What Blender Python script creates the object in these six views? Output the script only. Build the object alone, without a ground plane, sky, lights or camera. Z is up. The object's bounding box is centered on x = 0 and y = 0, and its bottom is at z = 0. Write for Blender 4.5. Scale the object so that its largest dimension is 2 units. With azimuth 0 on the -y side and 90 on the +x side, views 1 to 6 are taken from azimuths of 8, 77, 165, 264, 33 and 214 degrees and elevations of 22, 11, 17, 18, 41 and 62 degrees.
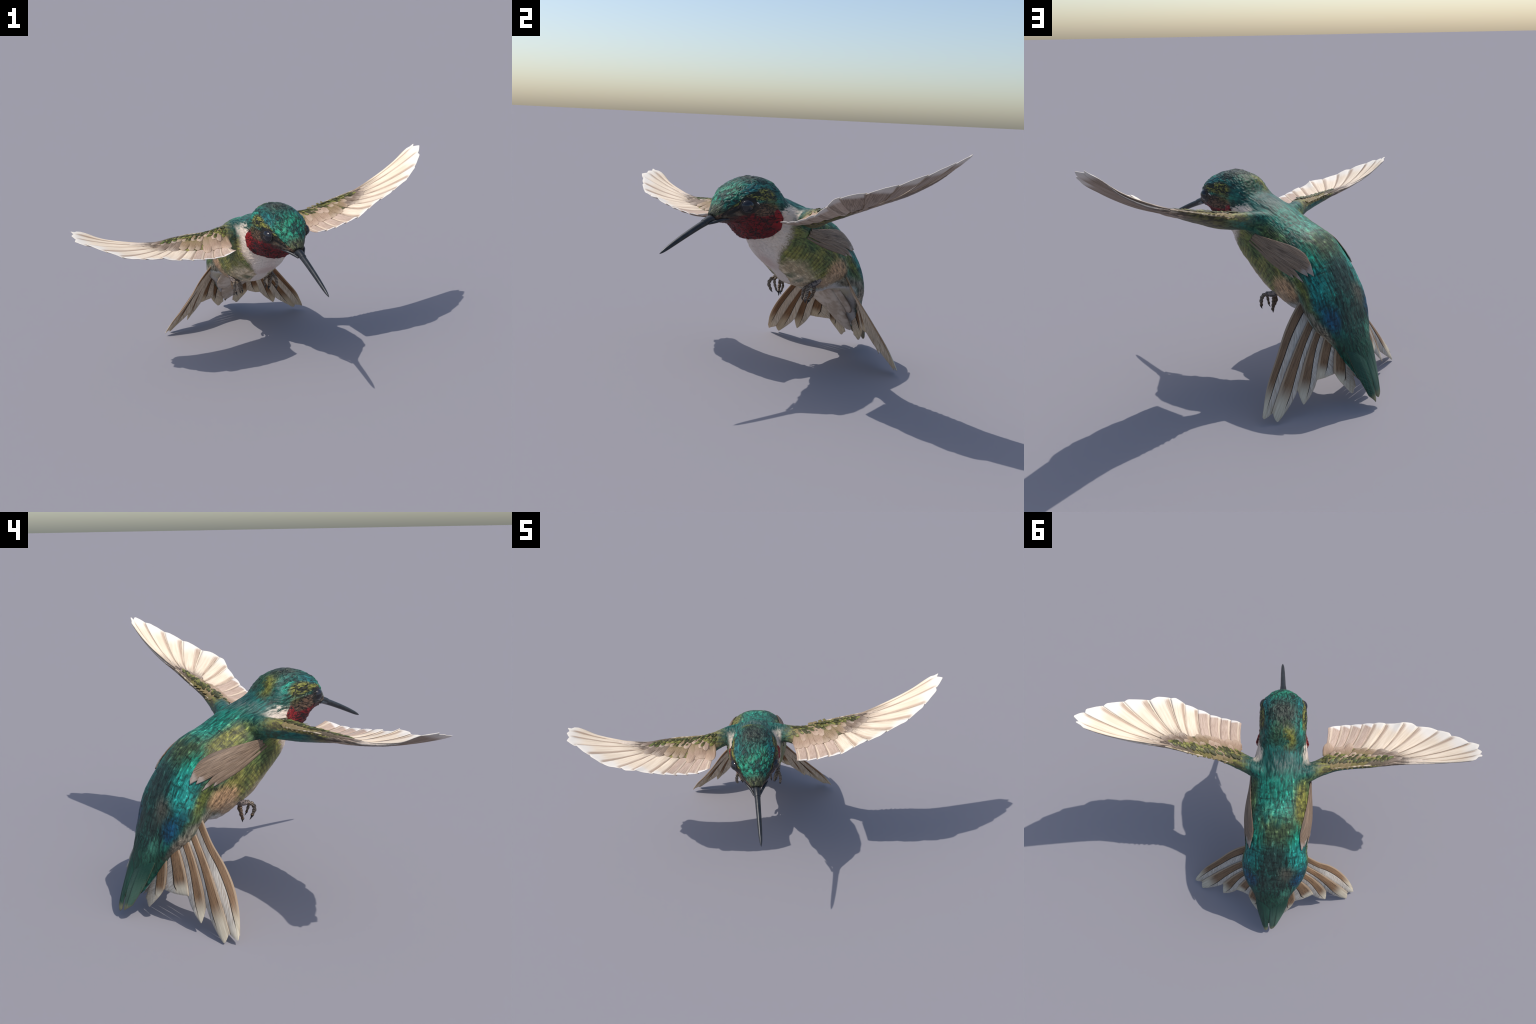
# Hovering ruby-throated hummingbird, built part by part.
# Working frame of the bird: a = to its left, b = forwards, c = up.
# Local Blender axes of the root empty: x = a, y = -b, z = c; the root is then yawed 32 degrees.
import bpy, bmesh, math, random
import numpy as np
from mathutils import Vector, Matrix
from mathutils.bvhtree import BVHTree

random.seed(7)
RNG = np.random.default_rng(7)
YAW = math.radians(32.0)

for o in list(bpy.data.objects):
    bpy.data.objects.remove(o, do_unlink=True)
COL = bpy.context.scene.collection


def L(p):
    """bird frame (a,b,c) -> local xyz"""
    p = np.asarray(p, float)
    return np.stack([p[..., 0], -p[..., 1], p[..., 2]], -1)


# ----------------------------------------------------------------------------------------------
# small numeric helpers
# ----------------------------------------------------------------------------------------------
def catmull(X, per):
    X = np.asarray(X, float)
    n = len(X)
    t = np.linspace(0, n - 1, (n - 1) * per + 1)
    i = np.clip(t.astype(int), 0, n - 2)
    f = (t - i)[:, None]
    p0 = X[np.clip(i - 1, 0, n - 1)]; p1 = X[i]; p2 = X[i + 1]; p3 = X[np.clip(i + 2, 0, n - 1)]
    return .5 * ((2 * p1) + (-p0 + p2) * f + (2 * p0 - 5 * p1 + 4 * p2 - p3) * f ** 2
                 + (-p0 + 3 * p1 - 3 * p2 + p3) * f ** 3)


def resample(X, n, per=24):
    D = catmull(X, per)
    s = np.concatenate([[0], np.cumsum(np.linalg.norm(np.diff(D, axis=0), axis=1))])
    q = np.linspace(0, s[-1], n)
    return np.stack([np.interp(q, s, D[:, k]) for k in range(D.shape[1])], -1)


def smooth(x, lo, hi):
    t = np.clip((x - lo) / (hi - lo), 0, 1)
    return t * t * (3 - 2 * t)


_PERM = np.random.default_rng(11).permutation(256)
_PERM = np.concatenate([_PERM, _PERM, _PERM])
_GRAD = np.random.default_rng(12).normal(size=(256, 3))
_GRAD /= np.linalg.norm(_GRAD, axis=1)[:, None]


def perlin(p):
    p = np.asarray(p, float)
    i = np.floor(p).astype(int)
    f = p - i
    u = f * f * f * (f * (f * 6 - 15) + 10)
    i &= 255
    out = 0
    for dx in (0, 1):
        for dy in (0, 1):
            for dz in (0, 1):
                h = _PERM[_PERM[_PERM[i[..., 0] + dx] + i[..., 1] + dy] + i[..., 2] + dz]
                g = _GRAD[h]
                d = f - np.array([dx, dy, dz])
                w = ((u[..., 0] if dx else 1 - u[..., 0]) * (u[..., 1] if dy else 1 - u[..., 1])
                     * (u[..., 2] if dz else 1 - u[..., 2]))
                out = out + w * (g * d).sum(-1)
    return out


def mesh_object(name, verts, faces, parent=None, mat=None, smooth_shade=True):
    me = bpy.data.meshes.new(name)
    me.from_pydata([tuple(v) for v in verts], [], [tuple(f) for f in faces])
    me.update()
    if smooth_shade:
        me.polygons.foreach_set("use_smooth", [True] * len(me.polygons))
    ob = bpy.data.objects.new(name, me)
    COL.objects.link(ob)
    if parent:
        ob.parent = parent
    if mat:
        me.materials.append(mat)
    return ob


def grid_faces(nu, nv, closed=False):
    F = []
    for i in range(nu - 1):
        for j in range(nv if closed else nv - 1):
            k = (j + 1) % nv
            F.append((i * nv + j, i * nv + k, (i + 1) * nv + k, (i + 1) * nv + j))
    return F


def fix_normals(ob):
    bm = bmesh.new(); bm.from_mesh(ob.data)
    bmesh.ops.recalc_face_normals(bm, faces=bm.faces)
    bm.to_mesh(ob.data); bm.free()


# ----------------------------------------------------------------------------------------------
# node helpers: tiny expression language
# ----------------------------------------------------------------------------------------------
class NB:
    def __init__(self, name):
        self.m = bpy.data.materials.new(name)
        self.m.use_nodes = True
        self.t = self.m.node_tree
        self.t.nodes.clear()
        self.out = self.t.nodes.new('ShaderNodeOutputMaterial')
        self.bsdf = self.t.nodes.new('ShaderNodeBsdfPrincipled')
        self.t.links.new(self.bsdf.outputs[0], self.out.inputs[0])
        self.tc = self.t.nodes.new('ShaderNodeTexCoord')

    def new(self, ty):
        return self.t.nodes.new(ty)

    def put(self, sock, v):
        if isinstance(v, S):
            self.t.links.new(v.s, sock)
        elif isinstance(v, (int, float)):
            sock.default_value = v
        else:
            v = tuple(v)
            if sock.type == 'RGBA' and len(v) == 3:
                v = v + (1,)
            sock.default_value = v

    def math(self, op, *a, clamp=False):
        n = self.new('ShaderNodeMath'); n.operation = op; n.use_clamp = clamp
        for k, v in enumerate(a):
            self.put(n.inputs[k], v)
        return S(self, n.outputs[0])

    def sep(self, vec):
        n = self.new('ShaderNodeSeparateXYZ'); self.put(n.inputs[0], vec)
        return [S(self, o) for o in n.outputs]

    def comb(self, x, y, z):
        n = self.new('ShaderNodeCombineXYZ')
        for k, v in enumerate((x, y, z)):
            self.put(n.inputs[k], v)
        return S(self, n.outputs[0])

    def noise(self, vec, scale=1, detail=2, rough=.5, dist=0.):
        n = self.new('ShaderNodeTexNoise')
        self.put(n.inputs['Vector'], vec)
        n.inputs['Scale'].default_value = scale; n.inputs['Detail'].default_value = detail
        n.inputs['Roughness'].default_value = rough; n.inputs['Distortion'].default_value = dist
        return S(self, n.outputs[0])

    def voronoi(self, vec, scale=1, feature='F1', rand=1.):
        n = self.new('ShaderNodeTexVoronoi'); n.feature = feature
        self.put(n.inputs['Vector'], vec)
        n.inputs['Scale'].default_value = scale; n.inputs['Randomness'].default_value = rand
        return S(self, n.outputs['Distance'])

    def ss(self, x, lo, hi):
        n = self.new('ShaderNodeMapRange'); n.interpolation_type = 'SMOOTHSTEP'
        self.put(n.inputs[0], x)
        self.put(n.inputs[1], lo); self.put(n.inputs[2], hi)
        return S(self, n.outputs[0])

    def lin(self, x, lo, hi, a=0., b=1.):
        n = self.new('ShaderNodeMapRange')
        self.put(n.inputs[0], x)
        for k, v in enumerate((lo, hi, a, b)):
            self.put(n.inputs[k + 1], v)
        return S(self, n.outputs[0])

    def mix(self, f, a, b, mode='MIX'):
        n = self.new('ShaderNodeMix'); n.data_type = 'RGBA'; n.blend_type = mode
        n.clamp_factor = True
        self.put(n.inputs[0], f); self.put(n.inputs[6], a); self.put(n.inputs[7], b)
        return S(self, n.outputs[2])

    def curve(self, x, pts, xlo, xhi, ylo=0., yhi=1.):
        """piecewise curve of x through pts"""
        u = self.lin(x, xlo, xhi)
        n = self.new('ShaderNodeFloatCurve')
        cu = n.mapping.curves[0]
        P = sorted((min(max((px - xlo) / (xhi - xlo), 0), 1), (py - ylo) / (yhi - ylo)) for px, py in pts)
        while len(cu.points) < len(P):
            cu.points.new(.5, .5)
        for q, (px, py) in zip(cu.points, P):
            q.location = (px, py); q.handle_type = 'AUTO_CLAMPED'
        n.mapping.use_clip = True
        n.mapping.update()
        self.put(n.inputs['Value'], u)
        return S(self, n.outputs[0]) * (yhi - ylo) + ylo

    def bump(self, h, strength=.5, dist=.01):
        n = self.new('ShaderNodeBump')
        n.inputs['Strength'].default_value = strength; n.inputs['Distance'].default_value = dist
        self.put(n.inputs['Height'], h)
        self.t.links.new(n.outputs[0], self.bsdf.inputs['Normal'])

    def obj(self):
        return S(self, self.tc.outputs['Object'])

    def normal(self):
        return S(self, self.tc.outputs['Normal'])

    def rnd(self):
        n = self.new('ShaderNodeObjectInfo')
        return S(self, n.outputs['Random'])

    def finish(self, color, rough=.5, spec=.3, **kw):
        self.put(self.bsdf.inputs['Base Color'], color)
        self.put(self.bsdf.inputs['Roughness'], rough)
        self.put(self.bsdf.inputs['Specular IOR Level'], spec)
        for k, v in kw.items():
            self.put(self.bsdf.inputs[k], v)
        return self.m


class S:
    def __init__(self, nb, s):
        self.nb = nb; self.s = s
    def __add__(self, o): return self.nb.math('ADD', self, o)
    __radd__ = __add__
    def __sub__(self, o): return self.nb.math('SUBTRACT', self, o)
    def __rsub__(self, o): return self.nb.math('SUBTRACT', o, self)
    def __mul__(self, o): return self.nb.math('MULTIPLY', self, o)
    __rmul__ = __mul__
    def __truediv__(self, o): return self.nb.math('DIVIDE', self, o)
    def abs(self): return self.nb.math('ABSOLUTE', self)
    def max(self, o): return self.nb.math('MAXIMUM', self, o)
    def min(self, o): return self.nb.math('MINIMUM', self, o)
    def inv(self): return self.nb.math('SUBTRACT', 1., self)


# ----------------------------------------------------------------------------------------------
# BODY PROFILE: stations along the spine: dorsal (b,c), ventral (b,c), half width
# ----------------------------------------------------------------------------------------------
STATIONS = np.array([
    [.501, .942, .475, .901, .032], [.462, .993, .418, .887, .068], [.418, 1.047, .364, .880, .102],
    [.347, 1.094, .318, .868, .140], [.231, 1.127, .270, .804, .147], [.103, 1.102, .178, .756, .143],
    [.030, 1.028, .100, .662, .163], [-.043, .995, -.003, .583, .183], [-.151, .956, -.100, .500, .192],
    [-.264, .901, -.213, .457, .207], [-.393, .850, -.295, .424, .204], [-.512, .740, -.356, .432, .192],
    [-.597, .592, -.403, .430, .206], [-.648, .447, -.452, .385, .192], [-.698, .325, -.507, .324, .137],
    [-.748, .195, -.578, .250, .086], [-.785, .095, -.640, .195, .055]])


def lateral(b):
    return -.001 * b + .047 * b * b


def flow(b, c):
    """flow angle (degrees) from crown (0) along back to tail (~95), and radius"""
    return np.degrees(np.arctan2(.2 - b, c - .2)), np.hypot(b - .2, c - .2)


PD, RD = flow(STATIONS[:, 0], STATIONS[:, 1])
PV, RV = flow(STATIONS[:, 2], STATIONS[:, 3])


def theta(phi, r):
    D = np.interp(phi, PD, RD); V = np.interp(phi, PV, RV)
    return np.arccos(np.clip(1 - 2 * np.clip((D - r) / (D - V), 0, 1), -1, 1)) / np.pi


def body_surface(st, th, side=1):
    """point and outward direction on the bare body loft (st = station number, th = 0 back .. 1 belly)"""
    Sx = catmull(STATIONS, 40)
    s = Sx[int(np.clip(round(st * 40), 0, len(Sx) - 1))]
    ang = th * np.pi
    c, sn = np.sign(np.cos(ang)) * abs(np.cos(ang)) ** .9, abs(np.sin(ang)) ** .9
    mid = (s[:2] + s[2:4]) / 2; h = (s[:2] - s[2:4]) / 2
    b, cc = mid + h * c
    return np.array([side * s[4] * sn + lateral(b), b, cc])


# feather relief and the throat flange are displaced along the normals after the skin is joined
GORGET_TOP = [(-22, .64), (-17, .62), (-12.5, .63), (-8, .555), (-4, .55), (1, .53), (4.5, .44), (8, .42)]
GORGET_REAR = [(.0, 3), (.40, 3.5), (.44, 5.0), (.49, 7.3), (.59, 6.9), (.66, 5.), (.74, 2.9), (.86, -1.6), (.93, -3.6), (1.0, -4.6)]


def make_skin():
    # body loft
    S0 = catmull(STATIONS, 16)
    nv = 160
    th = np.linspace(0, 2 * np.pi, nv, endpoint=False)
    c, s = np.cos(th), np.sin(th)
    c = np.sign(c) * np.abs(c) ** .9; s = np.sign(s) * np.abs(s) ** .9
    mid = (S0[:, :2] + S0[:, 2:4]) / 2; h = (S0[:, :2] - S0[:, 2:4]) / 2
    bc = mid[:, None] + h[:, None] * c[None, :, None]
    a = S0[:, 4][:, None] * s[None] + lateral(bc[..., 0])
    Q = np.stack([a, bc[..., 0], bc[..., 1]], -1)
    nu = len(S0)
    verts = list(L(Q).reshape(-1, 3))
    faces = grid_faces(nu, nv, True)
    for k in (0, nu - 1):
        verts.append(L(Q[k].mean(0)))
        e = len(verts) - 1
        for j in range(nv):
            faces.append((e, k * nv + j, k * nv + (j + 1) % nv))
    # wing arms: span stations a, centre b, centre c, half chord, half thickness, pitch
    for side, A in ((1, ARM_L), (-1, ARM_R)):
        D = catmull(A, 14)
        m = 48
        t = np.linspace(0, 2 * np.pi, m, endpoint=False)
        base = len(verts)
        rings = []
        for a0, b0, c0, hl, ht, pit in D:
            x = np.cos(t) * hl; y = np.sin(t) * ht * (1 - .25 * np.cos(t))
            cb, sb = math.cos(pit), math.sin(pit)
            rings.append(np.stack([np.full(m, a0), b0 + x * cb - y * sb, c0 + x * sb + y * cb], -1))
        R = np.array(rings)
        verts += list(L(R).reshape(-1, 3))
        faces += [tuple(base + i for i in f) for f in grid_faces(len(D), m, True)]
        for k in (0, len(D) - 1):
            verts.append(L(R[k].mean(0))); e = len(verts) - 1
            for j in range(m):
                faces.append((e, base + k * m + j, base + k * m + (j + 1) % m))
    ob = mesh_object("skin_tmp", verts, faces)
    fix_normals(ob)
    md = ob.modifiers.new("r", 'REMESH'); md.mode = 'VOXEL'; md.voxel_size = .0042
    dg = bpy.context.evaluated_depsgraph_get()
    me = bpy.data.meshes.new_from_object(ob.evaluated_get(dg))
    bpy.data.objects.remove(ob, do_unlink=True)
    # fair the skin; stronger around the shoulders so the arms grow out of the back
    bm = bmesh.new(); bm.from_mesh(me)
    bm.verts.ensure_lookup_table()
    sh = [v for v in bm.verts if .09 < abs(v.co.x) < .27 and v.co.z > .78 and -.16 < v.co.y < .2]
    for _ in range(5):
        bmesh.ops.smooth_vert(bm, verts=bm.verts, factor=.5, use_axis_x=True, use_axis_y=True, use_axis_z=True)
    for _ in range(60):
        bmesh.ops.smooth_vert(bm, verts=sh, factor=.5, use_axis_x=True, use_axis_y=True, use_axis_z=True)
    bm.to_mesh(me); bm.free()
    return me


# a, b, c, half chord, half thickness, pitch (rad, positive = front edge up)
ARM_L = np.array([
    [.04, -.09, .89, .07, .05, -.25], [.13, -.07, .898, .068, .052, -.25], [.20, -.04, .907, .065, .050, -.28],
    [.27, -.005, .912, .070, .046, -.34], [.34, .026, .924, .082, .041, -.34], [.42, .038, .951, .086, .031, -.32],
    [.52, .033, .984, .077, .024, -.28], [.62, .018, 1.020, .053, .018, -.22], [.72, -.002, 1.058, .033, .012, -.15],
    [.85, -.027, 1.111, .018, .009, -.05], [.98, -.046, 1.184, .011, .006, 0], [1.07, -.062, 1.257, .006, .004, 0]])
ARM_R = np.array([
    [-.04, -.09, .89, .07, .05, -.2], [-.13, -.075, .893, .068, .052, -.22], [-.20, -.045, .892, .066, .052, -.28],
    [-.27, .000, .884, .073, .049, -.36], [-.34, .038, .877, .088, .044, -.36], [-.42, .052, .880, .090, .035, -.32],
    [-.52, .052, .892, .081, .027, -.28], [-.60, .046, .903, .063, .020, -.22], [-.70, .037, .911, .038, .013, -.12],
    [-.85, .020, .937, .020, .008, 0], [-.98, .006, .971, .012, .006, 0], [-1.07, -.006, 1.013, .006, .004, 0]])


def relief(P, nrm):
    """signed height of the plumage relief at skin points P (bird frame)"""
    a, b, c = P.T
    phi, r = flow(b, c)
    th = theta(phi, r)
    s = np.radians(phi) * .85
    # coordinates along / across the plumage flow
    w1 = perlin(np.stack([s * 9, a * 12, r * 12], -1))
    w2 = perlin(np.stack([s * 14 + 9, a * 18, r * 18], -1))
    head = smooth(9 - phi, -4, 4)
    wob = 1.0 + 2.2 * head
    q = np.stack([s * 15 + 1.2 * w1, a * 62 + wob * w2, r * 62 + wob * w1], -1)
    ridges = np.abs(perlin(q)) * 2 - .5
    fine = perlin(np.stack([s * 28 + w1, a * 130 + 2 * w2, r * 130 + w1], -1))
    arm = smooth(np.abs(a), .2, .26)
    hgt = ridges * (.0022 + .0034 * head) + fine * (.0016 + .0006 * head)
    # broad overlapping feather tracts
    hgt += .004 * perlin(np.stack([s * 8, a * 14, r * 14 + 3.1], -1)) * (1 - head)
    # throat patch stands out as a flange above the breast
    gt = np.interp(phi, *zip(*GORGET_TOP)); gr = np.interp(th, *zip(*GORGET_REAR))
    edge = gr - phi
    g = smooth(th, gt - .03, gt + .06) * smooth(edge, -.5, .4) * np.exp(-np.clip(edge, 0, 30) / 6.) * smooth(12 - np.abs(phi - 2), 0, 5)
    hgt += .019 * g * (1 - arm) * (1 - .75 * smooth(th, .66, .84))
    # eye socket
    d = np.sqrt((b - .346) ** 2 + (c - .985) ** 2)
    hgt *= smooth(d, .03, .06)
    hgt *= smooth(.49 - b, 0, .06)
    return hgt * (1 - .6 * arm)


# ----------------------------------------------------------------------------------------------
# MATERIALS
# ----------------------------------------------------------------------------------------------
def plumage_material():
    nb = NB("plumage")
    x, y, z = nb.sep(nb.obj())
    k = 180 / math.pi
    px, pz = y + .2, z - .2
    phi = nb.math('ARCTAN2', px, pz) * k
    r = nb.math('SQRT', px * px + pz * pz)
    rd = nb.curve(phi, list(zip(PD, RD)), -30, 110, .4, 1.1)
    rv = nb.curve(phi, list(zip(PV, RV)), -30, 110, .4, 1.1)
    u = ((rd - r) / (rd - rv)).max(0.).min(1.)
    th = nb.math('ARCCOSINE', 1. - 2. * u) * (1 / math.pi)
    side = nb.math('SIGN', x)
    # flow aligned coordinates
    s = phi * .0148
    warp = nb.noise(nb.comb(s * 7., x * 9., r * 9.), 1, 2) - .5
    warp2 = nb.noise(nb.comb(s * 9. + 5., x * 11., r * 11.), 1, 2) - .5
    hd0 = nb.ss(phi, 9., 3.)
    wob = hd0 * 3.2 + 1.6
    streak = nb.noise(nb.comb(s * 15. + warp * 1.5, x * 80. + warp2 * wob, r * 80. + warp * wob), 1, 3, .62)
    hair = nb.noise(nb.comb(s * 22., x * 270. + warp2 * 4., r * 270. + warp * 4.), 1, 2, .6)
    blot = nb.noise(nb.comb(s * 10., x * 16., r * 16.), 1, 3, .55)
    crease = (nb.noise(nb.comb(s * 17. + warp * 3.5, x * 40. + warp2 * 4., r * 40. + warp * 3.), 1, 2, .5, .6) - .5).abs()
    # ragged coordinates: feather tips break up every colour border
    f = phi + (streak - .5) * 7. + (hair - .5) * 4. + (blot - .5) * 4.
    t = th + (streak - .5) * .05 + warp * .06

    def spot(pf, pt, wf, wt, soft=.45, sd=0, ff=f, tt=t):
        d = nb.math('SQRT', nb.math('POWER', (ff - pf) * (1 / wf), 2.) + nb.math('POWER', (tt - pt) * (1 / wt), 2.))
        m = nb.ss(d, 1. + soft * .5, 1. - soft)
        if sd:
            m = m * nb.ss(x * float(sd), -.01, .02)
        return m

    c = (.012, .082, .062)                                       # dark teal ground colour of the back
    col = nb.mix(nb.ss(blot, .38, .66), c, (.014, .19, .135))
    put = lambda m, v: nb.mix(m, col, v)
    # ---- back, from nape to tail -------------------------------------------------------
    col = put(spot(16, .08, 7, .30, .6) * .8, (.014, .125, .105))
    col = put(spot(20, .03, 4, .14, .8) * nb.ss(streak, .45, .6) * .8, (.14, .13, .115))
    col = put(spot(20, .27, 3.5, .07, .8) * nb.ss(streak, .4, .6), (.17, .15, .12))
    col = put(spot(30, .08, 9, .17, .7) * .9, (.013, .20, .135))
    col = put(spot(39, .02, 5, .10, .6) * nb.ss(blot, .3, .55), (.035, .36, .25))
    col = put(spot(32, .30, 10, .10, .7) * .9, (.09, .135, .035))
    col = put(spot(36, .22, 12, .10, .6, -1), (.20, .195, .038))
    col = put(spot(45, .06, 8, .14, .8) * nb.ss(blot, .35, .55) * .7, (.095, .125, .035))
    col = put(spot(47, .02, 6, .12, .8) * .6, (.075, .10, .04))
    col = put(spot(50, .20, 7, .10, .8), (.012, .22, .13))
    col = put(spot(59, .0, 9, .13, .7) * .9, (.028, .060, .048))
    col = put(spot(58, .22, 8, .13, .7), (.015, .24, .20))
    col = put(spot(60, .21, 6, .09, .7, -1) * nb.ss(blot, .3, .6), (.030, .46, .38))
    col = put(spot(65, .30, 5, .09, .7) * nb.ss(blot, .35, .6), (.02, .33, .28))
    col = put(spot(70, .26, 7, .12, .7) * .95, (.008, .095, .12))
    col = put(spot(72, .24, 4.5, .09, .7) * .9, (.008, .088, .175))
    col = put(spot(67, .10, 5, .08, .8, -1) * .9, (.16, .13, .09))
    col = put(spot(74, .05, 8, .14, .8) * .9, (.03, .075, .055))
    col = put(nb.ss(f, 76., 82.) * nb.ss(t, .52, .40), (.014, .075, .045))
    col = put(spot(79, .14, 5, .09, .8, -1) * .8, (.06, .22, .14))
    # olive rim down the side of the rump, grey patch over the tail root
    col = put(spot(58, .38, 9, .065, .7) * .9, (.17, .19, .03))
    col = put(spot(65, .42, 6, .07, .7) * .7, (.12, .15, .04))
    col = put(spot(70, .50, 6, .10, .7), (.20, .19, .14))
    col = put(spot(76, .44, 5, .10, .7), (.30, .25, .18))
    col = put(spot(78, .55, 6, .10, .7), (.36, .29, .21))
    col = put(spot(65, .55, 5, .09, .7), (.30, .26, .19))
    glint = nb.noise(nb.comb(s * 26. + warp * 2., x * 44., r * 44. + 9.), 1, 2, .5)  # small glossy glints on the back, painted by multiplying the base colour
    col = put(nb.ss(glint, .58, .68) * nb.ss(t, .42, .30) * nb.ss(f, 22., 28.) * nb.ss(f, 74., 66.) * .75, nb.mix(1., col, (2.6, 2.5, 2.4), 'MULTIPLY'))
    # ---- flanks and belly --------------------------------------------------------------
    low = nb.ss(t, .40, .47) * nb.ss(f, 9., 12.) * nb.ss(f, 60., 55.)
    col = put(low, nb.mix(nb.ss(blot, .4, .62), (.26, .245, .06), (.155, .19, .055)))
    col = put(spot(27, .50, 8, .10, .7) * .8, (.09, .155, .045))
    bars = nb.ss(nb.math('SINE', phi * 2.4 + warp * 7. + th * 10.), -.1, .9)
    col = put(low * bars * nb.ss(t, .50, .58) * .55, (.06, .052, .022))
    col = put(nb.ss(t + (blot - .5) * .25, .64, .80) * nb.ss(f, 15., 24.) * nb.ss(f, 62., 56.),
              nb.mix(nb.ss(blot, .42, .6), (.72, .58, .40), (.45, .345, .205)))
    col = put(spot(34, .90, 4, .07, .8) * .8, (.09, .12, .06))
    col = put(spot(42, .86, 3, .07, .8) * .7, (.10, .14, .10))
    # tan vent band and white undertail
    col = put(spot(54, .54, 7.5, .115, .5), (.56, .335, .175))
    col = put(spot(57, .70, 7, .15, .6) * .9, (.48, .32, .20))
    col = put(nb.ss(f, 59., 64.) * nb.ss(t, .56, .66), (.62, .585, .55))
    col = put(spot(71, .80, 5, .16, .8) * .55, (.36, .28, .10))
    # ---- white breast and collar ---------------------------------------------------------
    wedge = nb.curve(t, [(0, 2), (.2, 14), (.26, 17), (.31, 16), (.38, 14.8), (.45, 14.3), (.62, 13.2), (.74, 12.6), (.80, 15), (.89, 20), (.96, 36), (1, 48)], 0, 1, 0, 50)
    wm = nb.ss(f, wedge + 2.2, wedge - 2.2) * nb.ss(t + (streak - .5) * .1 - nb.curve(f, [(3, .46), (8, .40), (10, .335), (13, .265), (18, .245), (30, .25)], 0, 30, .2, .5), -.05, .04)
    wm = wm * nb.ss(x.abs(), .182, .160).max(nb.ss(t, .45, .55))
    col = put(wm, nb.mix(nb.ss(t, .7, .9) * .5, (.74, .61, .50), (.64, .59, .56)))
    col = put(wm * spot(15, .99, 12, .10, .8) * .55, (.46, .30, .26))
    col = put(nb.ss(f, wedge - 3.4, wedge) * nb.ss(f, wedge + 3.4, wedge) * nb.ss(t, .3, .5) * nb.ss(hair, .4, .6) * .75, (.24, .17, .10))
    # ---- head ----------------------------------------------------------------------------
    hf = phi + (streak - .5) * 3. + warp * 2.
    ht = th + (streak - .5) * .03 + warp * .03
    sp = lambda *a, **kw: spot(*a, ff=hf, tt=ht, **kw)
    headm = nb.ss(hf, 11., 6.) * nb.ss(t, .36, .30).max(nb.ss(hf, 7., 4.)) * nb.ss(ht, .60, .54)
    hcol = nb.mix(nb.ss(blot, .38, .6), (.012, .105, .082), (.018, .20, .15))
    col = put(headm, hcol)
    col = put(sp(-14, .16, 6, .24, soft=.8) * nb.ss(blot, .36, .58), (.022, .30, .165))
    col = put(sp(-7, .25, 6, .09, soft=.8) * .8, (.014, .15, .165))
    col = put(sp(4, .24, 6, .10, soft=.8) * .8, (.012, .10, .09))
    col = put(sp(-1, .0, 7.5, .17, soft=.7) * .95, (.068, .075, .055))
    col = put(sp(7, .06, 5, .13, soft=.9) * .75, (.055, .10, .035))
    col = put(sp(8.5, .09, 4, .075, soft=.9, sd=-1) * .95, (.22, .21, .035))
    col = put(sp(3.5, .27, 3.5, .05, soft=.8, sd=-1) * .9, (.03, .40, .27))
    # olive brow, narrowing to the bill, and olive patch behind the eye
    brow = nb.curve(hf, [(-24, .50), (-19, .46), (-15, .42), (-11, .345), (-6, .33), (0, .33), (6, .34)], -24, 6, .2, .6)
    bw = nb.curve(hf, [(-24, .07), (-17, .06), (-12, .035), (-7, .045), (-2, .065), (2, .05), (6, .0)], -24, 6, 0, .1)
    col = put(nb.ss((ht - brow).abs() - bw, .022, -.018) * nb.ss(hf, 5., 2.),
              nb.mix(nb.ss(crease, .02, .10), (.03, .036, .012), (.215, .215, .04)))
    col = put(nb.ss(hf, -17., -20.5) * nb.ss(ht, .55, .48), (.10, .11, .05))
    # brown cheek, black lores
    cheek = nb.ss(ht, .40, .43) * nb.ss(hf, 6., 3.) * nb.ss(ht, .74, .68)
    col = put(cheek, nb.mix(nb.ss(hair, .40, .62), (.045, .026, .016), (.20, .115, .070)))
    col = put(sp(1, .41, 4, .06, soft=.8) * .6, (.11, .12, .03))
    col = put(sp(-15.5, .49, 4.5, .055, soft=.7), (.012, .011, .010))
    col = put(sp(-11, .585, 5, .05, soft=.8) * .8, (.022, .016, .012))
    col = put(sp(-17, .62, 4.5, .10, soft=.6), nb.mix(nb.ss(blot, .4, .6), (.03, .026, .02), (.16, .13, .09)))
    eye_d = nb.math('SQRT', nb.math('POWER', y + .343, 2.) + nb.math('POWER', z - .985, 2.))
    col = put(nb.ss(eye_d + (streak - .5) * .012, .054, .042) * headm.max(cheek), (.022, .017, .014))
    # throat patch
    gt = nb.curve(phi, GORGET_TOP, -24, 10, .3, .8)
    gr = nb.curve(th, GORGET_REAR, 0, 1, -10, 10)
    gm = nb.ss(th + (streak - .5) * .04 + warp * .04, gt - .012, gt + .012) * nb.ss(gr - phi + (hair - .5) * .8, -.35, .25)
    red = nb.mix(nb.ss(crease, .010, .085), (.016, .004, .004), nb.mix(nb.ss(streak, .35, .62), (.085, .005, .007), (.185, .007, .010)))
    red = nb.mix(nb.ss(phi + (th - .62) * 18. + (blot - .5) * 8., -9., -15.) * .92, red, nb.mix(nb.ss(hair, .45, .6), (.022, .014, .012), (.10, .05, .035)))
    red = nb.mix(nb.ss(phi, 0., 4.) * nb.ss(th, .66, .58) * nb.ss(crease, .01, .05) * .8, red, (.27, .010, .012))
    col = put(gm, red)
    col = put(nb.ss(phi, -21., -23.), (.03, .03, .025))
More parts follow.
